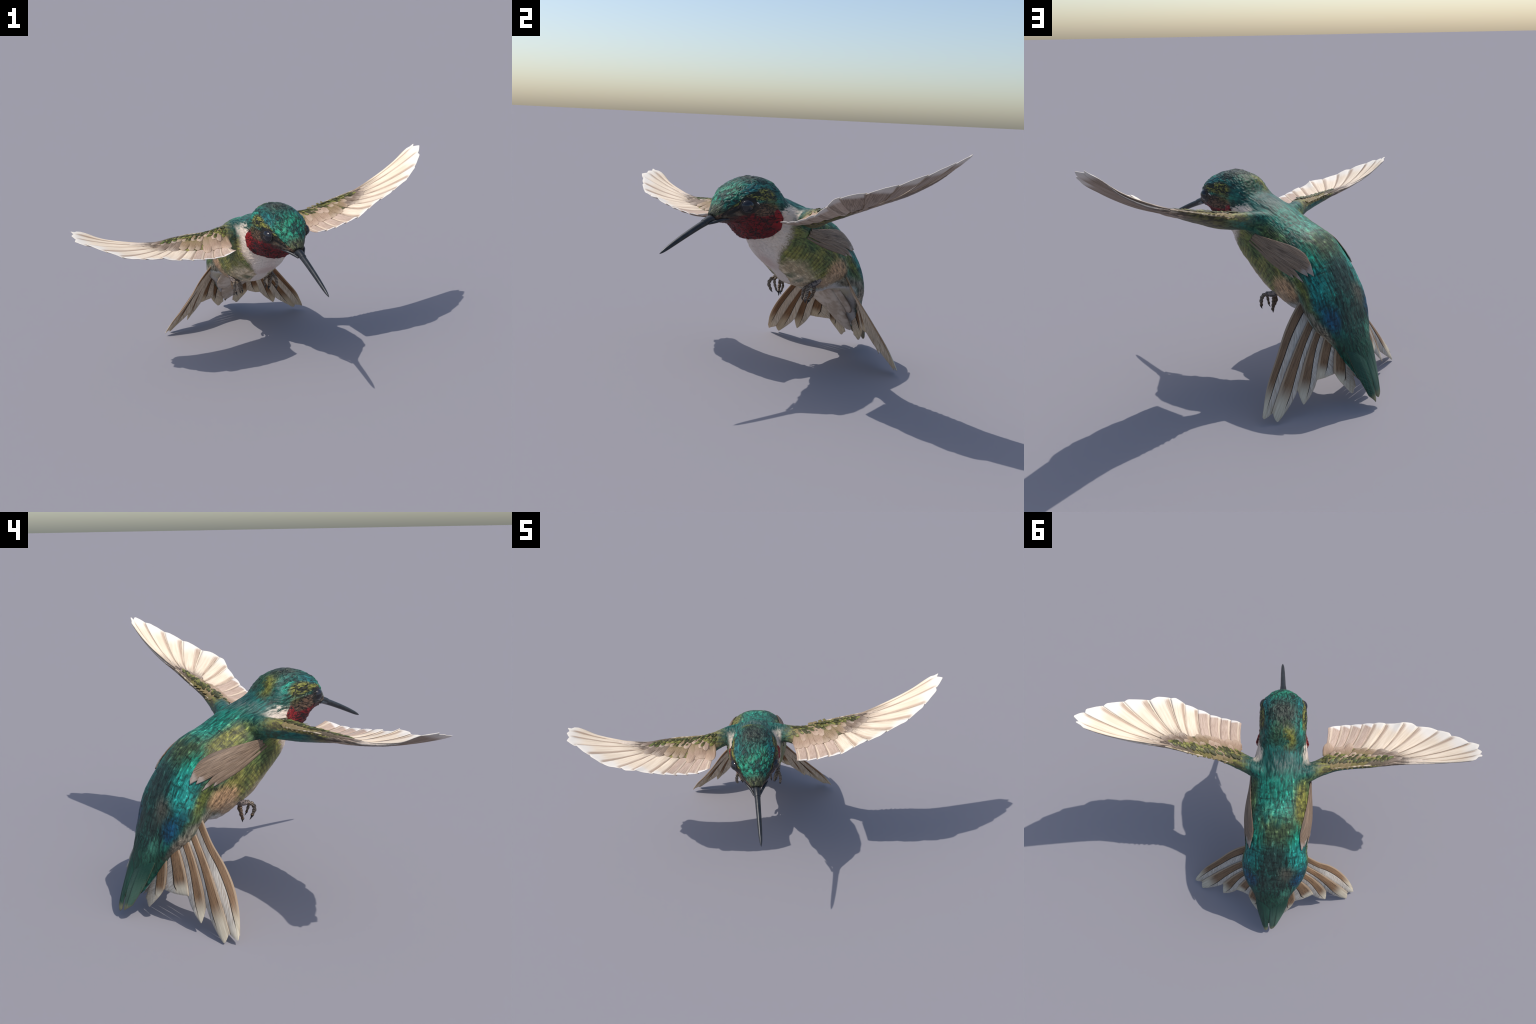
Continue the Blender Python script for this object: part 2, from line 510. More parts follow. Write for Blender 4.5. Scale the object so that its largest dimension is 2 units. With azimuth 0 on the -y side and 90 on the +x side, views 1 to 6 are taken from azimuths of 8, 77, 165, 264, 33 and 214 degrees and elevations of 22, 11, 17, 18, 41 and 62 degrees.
    # ---- streaks and creases over everything ------------------------------------------------
    dark = wm.max(nb.ss(f, 59., 64.) * nb.ss(t, .56, .66))
    amt = nb.lin(dark, 0., 1., .90, .22) * nb.lin(nb.ss(th, .5, .7) * nb.ss(phi, 9., 14.), 0., 1., 1., .34)
    k1 = nb.ss(streak, .34, .58)
    col = nb.mix((1. - k1) * amt, col, nb.mix(.8, col, (.004, .006, .005), 'MIX'))
    k2 = nb.ss(hair, .36, .56)
    col = nb.mix((1. - k2) * amt * .55, col, nb.mix(.75, col, (.006, .007, .006)))
    hd = nb.ss(phi, 8., 2.) * nb.ss(th, .62, .5) + nb.ss(phi, 54., 60.) * nb.ss(th, .42, .3) * nb.ss(blot, .35, .6) * .45
    col = nb.mix(nb.ss(crease, .075, .012) * hd * .85, col, nb.mix(.9, col, (.004, .006, .005)))
    tract = nb.noise(nb.comb(s * 62. + warp * 3., x * 27. + (streak - .5) * 3., r * 27.), 1, 2, .5)
    col = nb.mix(nb.ss(tract, .50, .66) * nb.lin(nb.ss(th, .40, .48), 0., 1., 1., .38) * nb.ss(phi, 20., 30.) * nb.ss(phi, 82., 76.) * (1. - dark) * .70, col, nb.mix(.88, col, (.006, .007, .005)))
    hi = nb.ss(streak, .56, .72) * (1. - dark)  # specular sparkle of the plumage baked in as brightened streaks
    col = nb.mix(hi * .42, col, nb.mix(1., col, (2.3, 2.3, 2.3), 'MULTIPLY'))
    # ---- wing arms: teal root behind, olive scaled leading band in front and underneath -----
    am = nb.ss(x.abs(), .17, .27) * nb.ss(z, .76, .83)
    nx, ny, nz = nb.sep(nb.normal())
    an = nb.noise(nb.comb(x * 20., y * 60., z * 60.), 1, 3, .6)
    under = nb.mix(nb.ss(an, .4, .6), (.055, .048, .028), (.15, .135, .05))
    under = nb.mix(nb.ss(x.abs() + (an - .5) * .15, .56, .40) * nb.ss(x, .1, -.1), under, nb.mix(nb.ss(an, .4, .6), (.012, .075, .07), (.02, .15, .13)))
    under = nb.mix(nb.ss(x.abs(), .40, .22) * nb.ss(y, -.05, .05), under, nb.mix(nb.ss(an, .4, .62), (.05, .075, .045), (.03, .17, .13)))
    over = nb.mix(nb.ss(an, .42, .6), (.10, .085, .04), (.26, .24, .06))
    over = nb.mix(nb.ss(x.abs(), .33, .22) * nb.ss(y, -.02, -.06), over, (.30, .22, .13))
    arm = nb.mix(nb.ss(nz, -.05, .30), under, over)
    an2 = nb.noise(nb.comb(x * 9., y * 90., z * 60.), 1, 3, .6)
    arm = nb.mix(nb.ss(x.abs(), .54, .62), arm, nb.mix(nb.ss(an2, .42, .6), (.10, .072, .052), (.38, .28, .20)))
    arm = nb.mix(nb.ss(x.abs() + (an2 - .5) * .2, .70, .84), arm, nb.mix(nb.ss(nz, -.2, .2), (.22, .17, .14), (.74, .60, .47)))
    col = nb.mix(am, col, arm)
    hgt = streak * .6 + hair * .55 - nb.ss(crease, .09, .0) * hd * .8
    nb.bump(hgt, .55, .006)
    return nb.finish(col, .50, .30)


def feather_material(name, tail=False, up=1.):
    """per-feather local axes: x = 0 root .. 1 tip, y = -1 .. 1 across, z = face"""
    nb = NB(name)
    x, y, z = nb.sep(nb.obj())
    nx, ny, nz = nb.sep(nb.normal())
    rnd = nb.rnd()
    top = nb.ss(nz * up, -.15, .15)
    barb = nb.noise(nb.comb(x * 130. - y * 20., y * 2., rnd * 40.), 1, 1, .5)
    run = nb.noise(nb.comb(x * 3., y * 7., rnd * 30.), 1, 3, .6)
    run2 = nb.noise(nb.comb(x * 5., y * 26., rnd * 30. + 5.), 1, 3, .6)
    return nb, x, y, z, top, barb, run, run2, rnd


def flight_material(name, up, kind):
    """kind: vane / primary (dark root) / soft, streak, line (shadow strips beside the trailing margin)"""
    nb, x, y, z, top, barb, run, run2, rnd = feather_material(name, up=up)
    cream = nb.mix(nb.ss(run, .35, .65), (.88, .73, .555), (.80, .64, .465))
    cream = nb.mix(nb.ss(x, .80, .99) * .8, cream, (.90, .83, .73))
    cream = nb.mix(nb.ss(run2, .58, .75) * .35 * nb.ss(x, .95, .6), cream, (.50, .37, .28))
    fade = nb.ss(x + (run - .5) * .2, .16, .40) * nb.ss(x, .985, .90)
    if kind == 'soft':  # shadow along each feather overlap, drawn as tan and dark strips
        cream = nb.mix(fade * .45, cream, (.52, .38, .28))
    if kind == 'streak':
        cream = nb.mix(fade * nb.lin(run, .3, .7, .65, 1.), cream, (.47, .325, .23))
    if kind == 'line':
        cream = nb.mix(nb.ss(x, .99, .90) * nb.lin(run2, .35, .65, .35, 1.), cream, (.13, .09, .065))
    dk = .95 if kind in ('primary', 'streak', 'line') else .35
    cream = nb.mix(nb.ss(x + (run2 - .5) * .55, .50, .08) * dk, cream, nb.mix(nb.ss(run2, .4, .6), (.12, .085, .062), (.40, .29, .21)))
    d = (.19, .14, .105), (.38, .29, .225)
    if kind == 'vane':
        d = (.36, .275, .215), (.52, .41, .33)
    belly = nb.mix(nb.ss(run2, .36, .64), *d)
    belly = nb.mix(nb.ss(x, .88, .985) * .8, belly, (.66, .61, .56))
    col = nb.mix(top, belly, cream)
    nb.bump(barb * .4 + run2, .2, .004)
    return nb.finish(col, .55, .22)


def inner_material(up):
    nb, x, y, z, top, barb, run, run2, rnd = feather_material("tertial_feather", up=up)
    c = nb.mix(nb.ss(run2, .36, .64), (.44, .31, .23), (.62, .47, .37))
    c = nb.mix(nb.ss(x, .93, .99), c, (.80, .74, .67))
    belly = nb.mix(nb.ss(run2, .38, .62), (.34, .26, .20), (.50, .40, .32))
    belly = nb.mix(nb.ss(x, .93, .99) * .8, belly, (.70, .66, .60))
    nb.bump(run2, .25, .004)
    return nb.finish(nb.mix(top, belly, c), .55, .25)


def covert_material(name, root_c, c1, c2, tip_c):
    nb, x, y, z, top, barb, run, run2, rnd = feather_material(name)
    c = nb.mix(nb.ss(run2, .36, .64), c1, c2)
    c = nb.mix(nb.ss(rnd, .1, .9) * .35, c, nb.mix(.5, c, (.26, .17, .10)))
    c = nb.mix(nb.ss(x + (run - .5) * .5, .75, .15) * .85, c, root_c)
    c = nb.mix(nb.ss((y + (run - .5) * .3).abs(), .62, .98) * .38, c, nb.mix(.7, c, (.12, .075, .045)))
    c = nb.mix(nb.ss(run2, .62, .74) * .4, c, (.12, .08, .05))
    c = nb.mix(nb.ss(x + (run2 - .5) * .3, .70, .98) * .6, c, tip_c)
    nb.bump(run2 + run, .3, .004)
    return nb.finish(c, .55, .22)


def scale_material():
    nb, x, y, z, top, barb, run, run2, rnd = feather_material("olive_scale_feather")
    c = nb.mix(nb.ss(rnd, .1, .9), (.055, .056, .016), (.235, .225, .055))
    c = nb.mix(nb.ss(rnd, .45, .55) * nb.ss(rnd, .70, .6) * .5, c, (.07, .14, .035))
    c = nb.mix(nb.ss(x + y.abs() * .3, .85, .40) * .9, c, (.045, .042, .014))
    c = nb.mix(nb.ss(y.abs(), .70, .95) * .8, c, (.035, .032, .014))
    return nb.finish(c, .5, .3)


def tail_material(kind, up):
    """outer brown vane, dark shaft, pale barbed inner vane"""
    nb, x, y, z, top, barb, run, run2, rnd = feather_material("tail_feather_" + kind, up=up)
    white = nb.mix(nb.ss(barb, .36, .64), (.33, .29, .245), (.58, .53, .46))
    white = nb.mix(nb.ss(run, .45, .7) * .45, white, (.42, .30, .20))
    pale = nb.mix(nb.ss(run, .4, .6), (.60, .53, .40), (.50, .43, .32))
    white = nb.mix(nb.ss(x, .82, 1.) * .6, white, pale)
    br = nb.mix(nb.ss(run2, .35, .65), (.115, .066, .036), (.25, .145, .076))
    br = nb.mix(nb.ss(barb, .4, .7) * .3, br, (.27, .165, .09))
    br = nb.mix(nb.ss(x, .22, .02) * .6, br, (.07, .05, .035))
    tipfade = nb.ss(x + (run - .5) * .12, .70, .93)
    if kind == 'brown':
        col = nb.mix(tipfade, br, pale)
    elif kind == 'shaft':
        col = nb.mix(nb.ss(x, .86, .96), (.020, .014, .010), pale)
    elif kind == 'rim':
        col = nb.mix(tipfade * .7, nb.mix(.5, br, (.50, .38, .26)), pale)
    else:
        col = white
    under = nb.mix(1., col, (1.22, 1.06, .90) if kind == 'white' else (1.12, .95, .80), 'MULTIPLY')
    col = nb.mix(top, under, col)
    nb.bump(barb * .7 + run2 * .5, .3, .004)
    return nb.finish(col, .55, .22)


def green_tail_material(up):
    nb, x, y, z, top, barb, run, run2, rnd = feather_material("central_tail_feather", up=up)
    c = nb.mix(nb.ss(run, .35, .65), (.007, .042, .026), (.013, .085, .055))
    if up < 0:
        c = nb.mix(nb.ss(run + x * .4, .45, .75) * .7, c, (.085, .16, .11))
    c = nb.mix(nb.ss(barb, .42, .62) * .5, c, nb.mix(.6, c, (.09, .14, .10)))
    c = nb.mix(nb.ss(y.abs(), .10, .02) * .6, c, (.004, .012, .008))
    c = nb.mix(nb.ss(y.abs(), .80, 1.0) * .5 * nb.ss(x, .5, .8), c, (.40, .36, .22))
    c = nb.mix(nb.ss(x + (run2 - .5) * .25, .80, .30), c, (.010, .050, .032))
    c = nb.mix(nb.ss(x + (run - .5) * .1, .90, .99) * .7, c, (.27, .24, .13))
    nb.bump(barb + run2 * .5, .4, .004)
    return nb.finish(nb.mix(top, (.22, .18, .12), c), .5, .3)


def simple_material(name, c1, c2, scale, rough=.5, spec=.3, bump=.3, **kw):
    nb = NB(name)
    n = nb.noise(nb.obj(), scale, 3, .6)
    nb.bump(n, bump, .003)
    return nb.finish(nb.mix(nb.ss(n, .38, .62), c1, c2), rough, spec, **kw)


def toe_material():
    nb = NB("toe_scales")
    x, y, z = nb.sep(nb.obj())
    ring = nb.math('SINE', x * 56.)
    n = nb.noise(nb.obj(), 9., 3, .6)
    up = nb.ss(z, -.2, .5)
    c = nb.mix(nb.ss(ring, -.3, .5), (.10, .072, .052), nb.mix(up, (.22, .12, .055), (.34, .265, .195)))
    c = nb.mix(nb.ss(n, .45, .62) * .75, c, (.04, .032, .027))
    nb.bump(ring, .4, .003)
    return nb.finish(c, .5, .3)


MAT = {}
MAT['plumage'] = plumage_material()
for sd_, up_ in (('l', -1.), ('r', 1.)):
    for key_, kind_ in (('flight', 'vane'), ('primary', 'primary'), ('soft', 'soft'), ('streak', 'streak'), ('line', 'line')):
        MAT['%s_%s' % (key_, sd_)] = flight_material("flight_feather_" + kind_, up_, kind_)
MAT['inner_l'] = inner_material(-1.)
MAT['inner_r'] = inner_material(1.)
MAT['covert_peach'] = covert_material("covert_peach", (.22, .17, .065), (.34, .22, .15), (.50, .35, .25), (.56, .42, .31))
MAT['covert_tan'] = covert_material("covert_tan", (.17, .15, .04), (.20, .13, .07), (.38, .265, .16), (.56, .43, .32))
MAT['covert_dark'] = covert_material("covert_dark", (.11, .085, .05), (.13, .092, .066), (.30, .22, .165), (.52, .42, .33))
MAT['scale'] = scale_material()
for sd_, up_ in (('l', 1.), ('r', -1.)):
    for kind_ in ('rim', 'brown', 'shaft', 'white'):
        MAT['tail_%s_%s' % (kind_, sd_)] = tail_material(kind_, up_)
    MAT['green_' + sd_] = green_tail_material(up_)
MAT['bill'] = simple_material("horn_of_bill", (.010, .012, .015), (.021, .024, .029), 30, .38, .45, .12)
MAT['claw'] = simple_material("claw_horn", (.012, .011, .011), (.03, .028, .026), 60, .4, .4)
MAT['toe'] = toe_material()
MAT['leg'] = simple_material("leg_skin", (.05, .042, .04), (.26, .20, .17), 90, .6, .3)
MAT['eye'] = simple_material("eye_gloss", (.006, .007, .011), (.010, .010, .013), 20, .10, .55, 0.)  # base tinted bluish for the window reflection in the eye
MAT['lid'] = simple_material("eyelid_skin", (.03, .027, .026), (.07, .064, .06), 80, .6, .2)
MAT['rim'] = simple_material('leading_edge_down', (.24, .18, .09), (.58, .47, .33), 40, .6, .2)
MAT['white'] = simple_material("white_down", (.42, .40, .38), (.58, .55, .52), 90, .6, .2)
MAT['under'] = simple_material("undertail_down", (.42, .325, .245), (.60, .50, .41), 14, .6, .2)
MAT['flap'] = None


def flap_material():
    nb, x, y, z, top, barb, run, run2, rnd = feather_material("folded_flank_feather")
    c = nb.mix(nb.ss(run2, .34, .64), (.085, .055, .036), (.31, .215, .145))
    c = nb.mix(nb.ss(run, .55, .75) * .45, c, (.36, .28, .22))
    c = nb.mix(nb.ss(x, .93, .99) * .5, c, (.50, .43, .38))
    c = nb.mix(nb.ss(y.abs(), .85, 1.) * .5, c, (.10, .075, .06))
    nb.bump(run2, .35, .004)
    return nb.finish(c, .55, .25)


MAT['flap'] = flap_material()

# ----------------------------------------------------------------------------------------------
# ROOT
# ----------------------------------------------------------------------------------------------
root = bpy.data.objects.new("hummingbird", None)
COL.objects.link(root)
root.rotation_euler = (0, 0, YAW)
root["label"] = "hovering green hummingbird with red throat and spread pale wings"
root["category"] = "hummingbird"

# ----------------------------------------------------------------------------------------------
# SKIN: body and wing arms as one surface, then cut into anatomical parts
# ----------------------------------------------------------------------------------------------
skin = make_skin()
nv = len(skin.vertices)
co = np.empty(nv * 3); skin.vertices.foreach_get("co", co); co = co.reshape(-1, 3)
no = np.empty(nv * 3); skin.vertices.foreach_get("normal", no); no = no.reshape(-1, 3)
bird = co * np.array([1, -1, 1])
co = co + no * relief(bird, no)[:, None]
skin.vertices.foreach_set("co", co.ravel()); skin.update()
no = np.empty(nv * 3); skin.vertices.foreach_get("normal", no); no = no.reshape(-1, 3)
polys = [tuple(p.vertices) for p in skin.polygons]
bird = co * np.array([1, -1, 1])
cen = np.array([bird[list(p)].mean(0) for p in polys])
phi_c, _ = flow(cen[:, 1], cen[:, 2])
region = np.where(phi_c < 8.5, 0, np.where(phi_c < 19, 1, np.where(phi_c < 50, 2, 3)))
armmask = (np.abs(cen[:, 0]) > .212) & (cen[:, 2] > .80)
region = np.where(armmask & (cen[:, 0] > 0), 4, np.where(armmask & (cen[:, 0] < 0), 5, region))
PART = {}
for k, nm in enumerate(["head", "neck", "torso", "abdomen", "wing", "wing"]):
    sel = [polys[i] for i in np.where(region == k)[0]]
    idx = sorted({v for p in sel for v in p})
    mp = {v: i for i, v in enumerate(idx)}
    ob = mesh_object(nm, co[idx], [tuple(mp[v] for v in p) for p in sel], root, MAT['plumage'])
    ob.data.normals_split_custom_set_from_vertices([tuple(no[v]) for v in idx])
    PART[k] = ob
head, wing_l, wing_r = PART[0], PART[4], PART[5]
SKIN_BVH = BVHTree.FromPolygons([Vector(v) for v in co], polys)


# ----------------------------------------------------------------------------------------------
# FEATHERS
# ----------------------------------------------------------------------------------------------
def frame_object(name, top, bot, parent, mat, nu, nw, local=True):
    """closed thin solid from top/bottom grids (nu x nw x 3, bird frame), with feather-local axes"""
    T = L(top); Bm = L(bot)
    o = T[0].mean(0); tip = T[-1][nw // 2]
    x = tip - o; ln = np.linalg.norm(x); x = x / ln
    yv = (T[nu // 2][-1] - T[nu // 2][0]); yv = yv - x * (yv @ x)
    yv /= np.linalg.norm(yv)
    z = np.cross(x, yv)
    R = np.stack([x, yv, z], 1)
    allv = np.concatenate([T.reshape(-1, 3), Bm.reshape(-1, 3)])
    loc = (allv - o) @ R
    mid = loc[:nu * nw].reshape(nu, nw, 3)
    # straighten the local width so that y is -1..1 at the widest place
    hw = np.abs(mid[..., 1] - mid[:, nw // 2:nw // 2 + 1, 1]).max()
    sc = np.array([ln, hw, hw])
    loc = loc / sc
    if not local:
        loc = allv
    n = nu * nw
    F = [tuple(f) for f in grid_faces(nu, nw)]
    G = [tuple(n + i for i in f[::-1]) for f in F]
    E = []
    for i in range(nu - 1):
        E.append((i * nw, (i + 1) * nw, n + (i + 1) * nw, n + i * nw))
        E.append((i * nw + nw - 1, n + i * nw + nw - 1, n + (i + 1) * nw + nw - 1, (i + 1) * nw + nw - 1))
    for j in range(nw - 1):
        E.append((j, n + j, n + j + 1, j + 1))
        k = (nu - 1) * nw + j
        E.append((k, k + 1, n + k + 1, n + k))
    ob = mesh_object(name, loc, F + G + E, parent, mat)
    fix_normals(ob)
    if local:
        ob.matrix_basis = Matrix([[*(R[i] * sc), o[i]] for i in range(3)] + [[0, 0, 0, 1]])
    return ob


def quad_curve(p, m, q, n):
    t = np.linspace(0, 1, n)[:, None]
    return (1 - t) ** 2 * p + 2 * t * (1 - t) * m + t * t * q


def vane(name, CA, CB, tip, parent, mats, nw=15, thick=.004, over=.0035, camber=.004, up=(0, 0, 1),
         shaft=.0, ext=.05, power=.52, rag=.0, seed=0, cols=None):
    """feather between two margin curves CA, CB (n x 3), ending in a rounded tip.
    cols: list of (width fraction where the strip ends: number or function of t, strip columns, material slot)"""
    n = len(CA)
    t = np.linspace(0, 1, n)
    if cols is None:
        cols = [(1 + ext, nw - 1, 0)]
    prev = np.full(n, -ext); W = [prev]; slot = []
    for end, k, sl in cols:
        e = np.array([end(x) for x in t]) if callable(end) else np.full(n, float(end))
        for q in range(1, k + 1):
            W.append(prev + (e - prev) * q / k); slot.append(sl)
        prev = e
    w = np.stack(W, 1); nw = w.shape[1]
    wc = np.clip(w, 0, 1)
    nA, nB = CA[-1], CB[-1]
    ab = nB - nA
    wt = float(np.clip(((tip - nA) @ ab) / (ab @ ab), .18, .82))
    bump = np.where(wc < wt, (wc / wt), ((1 - wc) / (1 - wt))) ** power
    G = CA[:, None] * (1 - w)[..., None] + CB[:, None] * w[..., None]
    push = tip - (nA + ab * wt)
    G = G + push[None, None] * bump[..., None] * (smooth(t, .35, 1.)[:, None, None])
    du = np.gradient(G, axis=0); dw = np.gradient(G, axis=1)
    N = np.cross(du, dw); N /= np.linalg.norm(N, axis=-1, keepdims=True) + 1e-12
    if (N[n // 2, nw // 2] @ np.asarray(up)) < 0:
        N = -N
    lift = over * (1 - 2 * w) + camber * (1 - (2 * wc - 1) ** 2)
    lift = lift + shaft * np.exp(-((w - .5) / .045) ** 2)
    rg = rag * perlin(np.stack(np.broadcast_arrays(t[:, None] * 5 + seed * 7.3, w * 9., np.full((n, nw), seed * 3.1)), -1))
    G = G + N * (lift + rg)[..., None] * smooth(t, -.3, .4)[:, None, None]
    edge = np.minimum(1, np.minimum(w + ext, 1 + ext - w) / .10) * np.minimum(1, (1 - t) / .04)[:, None]
    th = thick * (.35 + .65 * np.clip(edge, 0, 1)) * .5
    top = G + N * th[..., None]; bot = G - N * th[..., None]
    if not isinstance(mats, (list, tuple)):
        mats = [mats]
    ob = frame_object(name, top, bot, parent, mats[0], n, nw)
    for m in mats[1:]:
        ob.data.materials.append(m)
    if len(mats) > 1:
        q = (nw - 1) * (n - 1)
        idx = np.zeros(len(ob.data.polygons), int)
        strip = np.tile(np.array(slot), n - 1)
        idx[:q] = strip; idx[q:2 * q] = strip
        ob.data.polygons.foreach_set("material_index", idx)
    return ob


def bez_between(p, q, sag, bow=np.zeros(3), n=30):
    p, q = np.asarray(p, float), np.asarray(q, float)
    m = (p + q) / 2 + np.array([0, 0, -2 * sag]) + 2 * np.asarray(bow)
    return quad_curve(p, m, q, n)


LEAD_L = np.array([[.58, -.034, 1.028], [.674, -.025, 1.056], [.838, -.042, 1.120], [.981, -.056, 1.192],
                   [1.087, -.066, 1.268], [1.125, -.060, 1.296], [1.140, -.036, 1.305]])
LEAD_R = np.array([[-.58, -.006, .922], [-.702, .013, .916], [-.854, .008, .942], [-.993, -.004, .976],
                   [-1.104, -.018, 1.030], [-1.150, -.008, 1.046], [-1.168, .024, 1.048]])
# trailing margin: (notch, tip of the feather that ends there), outermost first
NOTCH_L = [[1.140, -.032, 1.303], [1.120, .042, 1.278], [1.042, .131, 1.220], [.940, .201, 1.167], [.803, .250, 1.118],
           [.687, .291, 1.086], [.606, .286, 1.034], [.530, .284, .985], [.455, .268, .955], [.385, .263, .933],
           [.325, .258, .921], [.266, .245, .917]]
TIPS_L = [[1.151, -.049, 1.317], [1.175, -.006, 1.314], [1.126, .071, 1.271], [1.033, .155, 1.212], [.926, .223, 1.161],
          [.765, .285, 1.110], [.663, .303, 1.077], [.568, .292, 1.006], [.492, .284, .970], [.420, .271, .943],
          [.355, .266, .926], [.292, .258, .918]]
NOTCH_R = [[-1.168, .026, 1.047], [-1.161, .069, 1.034], [-1.119, .125, 1.011], [-1.025, .187, .977], [-.948, .238, .949],
           [-.826, .269, .933], [-.738, .295, .933], [-.632, .300, .905], [-.560, .302, .890], [-.490, .298, .880],
           [-.420, .292, .873], [-.355, .284, .874], [-.285, .258, .892]]
TIPS_R = [[-1.179, .006, 1.056], [-1.186, .045, 1.044], [-1.179, .102, 1.027], [-1.072, .170, .993], [-1.018, .208, .975],
          [-.905, .264, .938], [-.798, .297, .928], [-.700, .299, .910], [-.598, .308, .897], [-.525, .306, .885],
          [-.455, .300, .876], [-.390, .294, .873], [-.318, .277, .880]]
# quill bases along the wrist and the forearm
BONE_L = np.array([[.66, -.010, 1.046], [.60, .018, 1.018], [.52, .052, .982], [.42, .075, .948], [.33, .080, .925], [.245, .060, .912]])
BONE_R = np.array([[-.70, .030, .912], [-.62, .048, .903], [-.54, .078, .888], [-.43, .095, .876], [-.34, .095, .872], [-.25, .065, .880]])


def build_flight_all(side, wing, LEAD, NOTCH, TIPS, BONE, sag_p, sag_s):
    # curve i separates feather i and i+1; curve 0 is the leading edge and ends at notch 0
    nf = len(TIPS)
    prim = 7
    curves = [resample(LEAD, 30)]
    bn = resample(BONE, 60)
    curves[0][-1] = TIPS[0]
    for i in range(nf):
        k = (.34 * (i + .3) / prim) if i < prim else .34 + .66 * (i - prim + 1) / (nf - prim)
        b = bn[int(round(k * 59))]
        first = i < prim
        curves.append(bez_between(b, NOTCH[i], sag_p if first else sag_s, np.array([side * .010, -.012, 0]) if first else np.array([side * .010, -.003, 0])))
    s = 'l' if side > 0 else 'r'
    out = []
    for i in range(nf):
        m = MAT['primary_' + s] if i < prim - 1 else (MAT['inner_' + s] if i >= nf - 4 else MAT['flight_' + s])
        ms = [m] + [MAT['%s_%s' % (k, s)] for k in ('soft', 'streak', 'line')]
        if i >= nf - 4:
            ms = [m, m, MAT['soft_' + s], MAT['line_' + s]]
        q = RNG.uniform(-.05, .05)
        cols = [(lambda t, q=q: .58 + q + .16 * (1 - t), 7, 0), (lambda t, q=q: .67 + q + .13 * (1 - t), 2, 1),
                (lambda t, q=q: .86 + q * .4, 3, 2), (lambda t, q=q: .885 + q * .4 + .03 * (1 - t), 1, 3), (1.05 if i else 1.0, 3, 0)]
        tip = np.array(TIPS[i])
        if i == 0:
            tip = np.array(TIPS[0]) + (np.array(NOTCH[0]) - np.array(TIPS[0])) * .3 + np.array([side * .006, 0, .004])
        out.append(vane("flight_feather", curves[i], curves[i + 1], tip, wing, ms, cols=cols, thick=.007 if i < 2 else .0055,
                        over=.0026, camber=.0036, rag=.0016, seed=i + (50 if side < 0 else 0), ext=.05 if i else .0))
    return out


flight_l = build_flight_all(1, wing_l, LEAD_L, NOTCH_L, TIPS_L, BONE_L, .026, .016)
flight_r = build_flight_all(-1, wing_r, LEAD_R, NOTCH_R, TIPS_R, BONE_R, .022, .018)


def join_bvh(obs, extra=True):
    V, F = [], []
    for o in obs:
        M = np.array(o.matrix_basis)
        n = len(o.data.vertices)
        c = np.empty(n * 3); o.data.vertices.foreach_get("co", c); c = c.reshape(-1, 3)
        c = c @ M[:3, :3].T + M[:3, 3]
        b = len(V)
        V += [Vector(v) for v in c]
        F += [tuple(b + i for i in p.vertices) for p in o.data.polygons]
    return BVHTree.FromPolygons(V, F)


def drop(bvhs, a, b, z0=1.6):
    """highest surface under (a,b)"""
    best = None
    for bv in bvhs:
        h = bv.ray_cast(Vector((a, -b, z0)), Vector((0, 0, -1)))
        if h[0] is not None and (best is None or h[0].z > best[0]):
            best = (h[0].z, h[1])
    return best


def conform_feather(name, base, tip, width, parent, mat, bvhs, lift=(.002, .007), nu=14, nw=9, root_w=.55, fallback=None):
    """rounded feather laid on the upper side of the wing; base/tip given as (a,b)"""
    base, tip = np.asarray(base, float), np.asarray(tip, float)
    d = tip - base; ln = np.linalg.norm(d); d /= ln
    nrm = np.array([-d[1], d[0]])
    top = np.zeros((nu, nw, 3)); last = None
    prof = lambda t: (root_w + (1 - root_w) * smooth(np.array(t), 0, .5)) * math.sqrt(max(1 - max((t - .62) / .38, 0) ** 2.2, 0.03))
    zs = np.full((nu, nw), np.nan)
    for i in range(nu):
        t = i / (nu - 1)
        for j in range(nw):
            w = (2 * j / (nw - 1) - 1)
            p = base + d * ln * t + nrm * w * width * .5 * float(prof(t))
            top[i, j, :2] = p
            h = drop(bvhs, p[0], p[1])
            if h:
                zs[i, j] = h[0]
    if np.isnan(zs).all():
        return None
    m = np.nanmedian(zs)
    for i in range(nu):
        for j in range(nw):
            if np.isnan(zs[i, j]):
                row = zs[i][~np.isnan(zs[i])]
                zs[i, j] = row.mean() if len(row) else m
    # soften
    for _ in range(3):
        zp = np.pad(zs, 1, mode='edge')
        zs = (zp[1:-1, 1:-1] * 2 + zp[:-2, 1:-1] + zp[2:, 1:-1] + zp[1:-1, :-2] + zp[1:-1, 2:]) / 6
    tt = np.linspace(0, 1, nu)[:, None]; ww = np.linspace(-1, 1, nw)[None]
    zs = zs + lift[0] + (lift[1] - lift[0]) * tt + .002 * (1 - ww ** 2)
    top[..., 2] = zs
    bot = top.copy(); bot[..., 2] -= .0022
    return frame_object(name, top, bot, parent, mat, nu, nw)


# coverts: greater row over the quill bases, lesser row above it, olive scales along the leading edge
def interp_line(P, a):
    P = np.asarray(P); o = np.argsort(P[:, 0])
    return np.array([np.interp(a, P[o, 0], P[o, k]) for k in range(1, P.shape[1])])


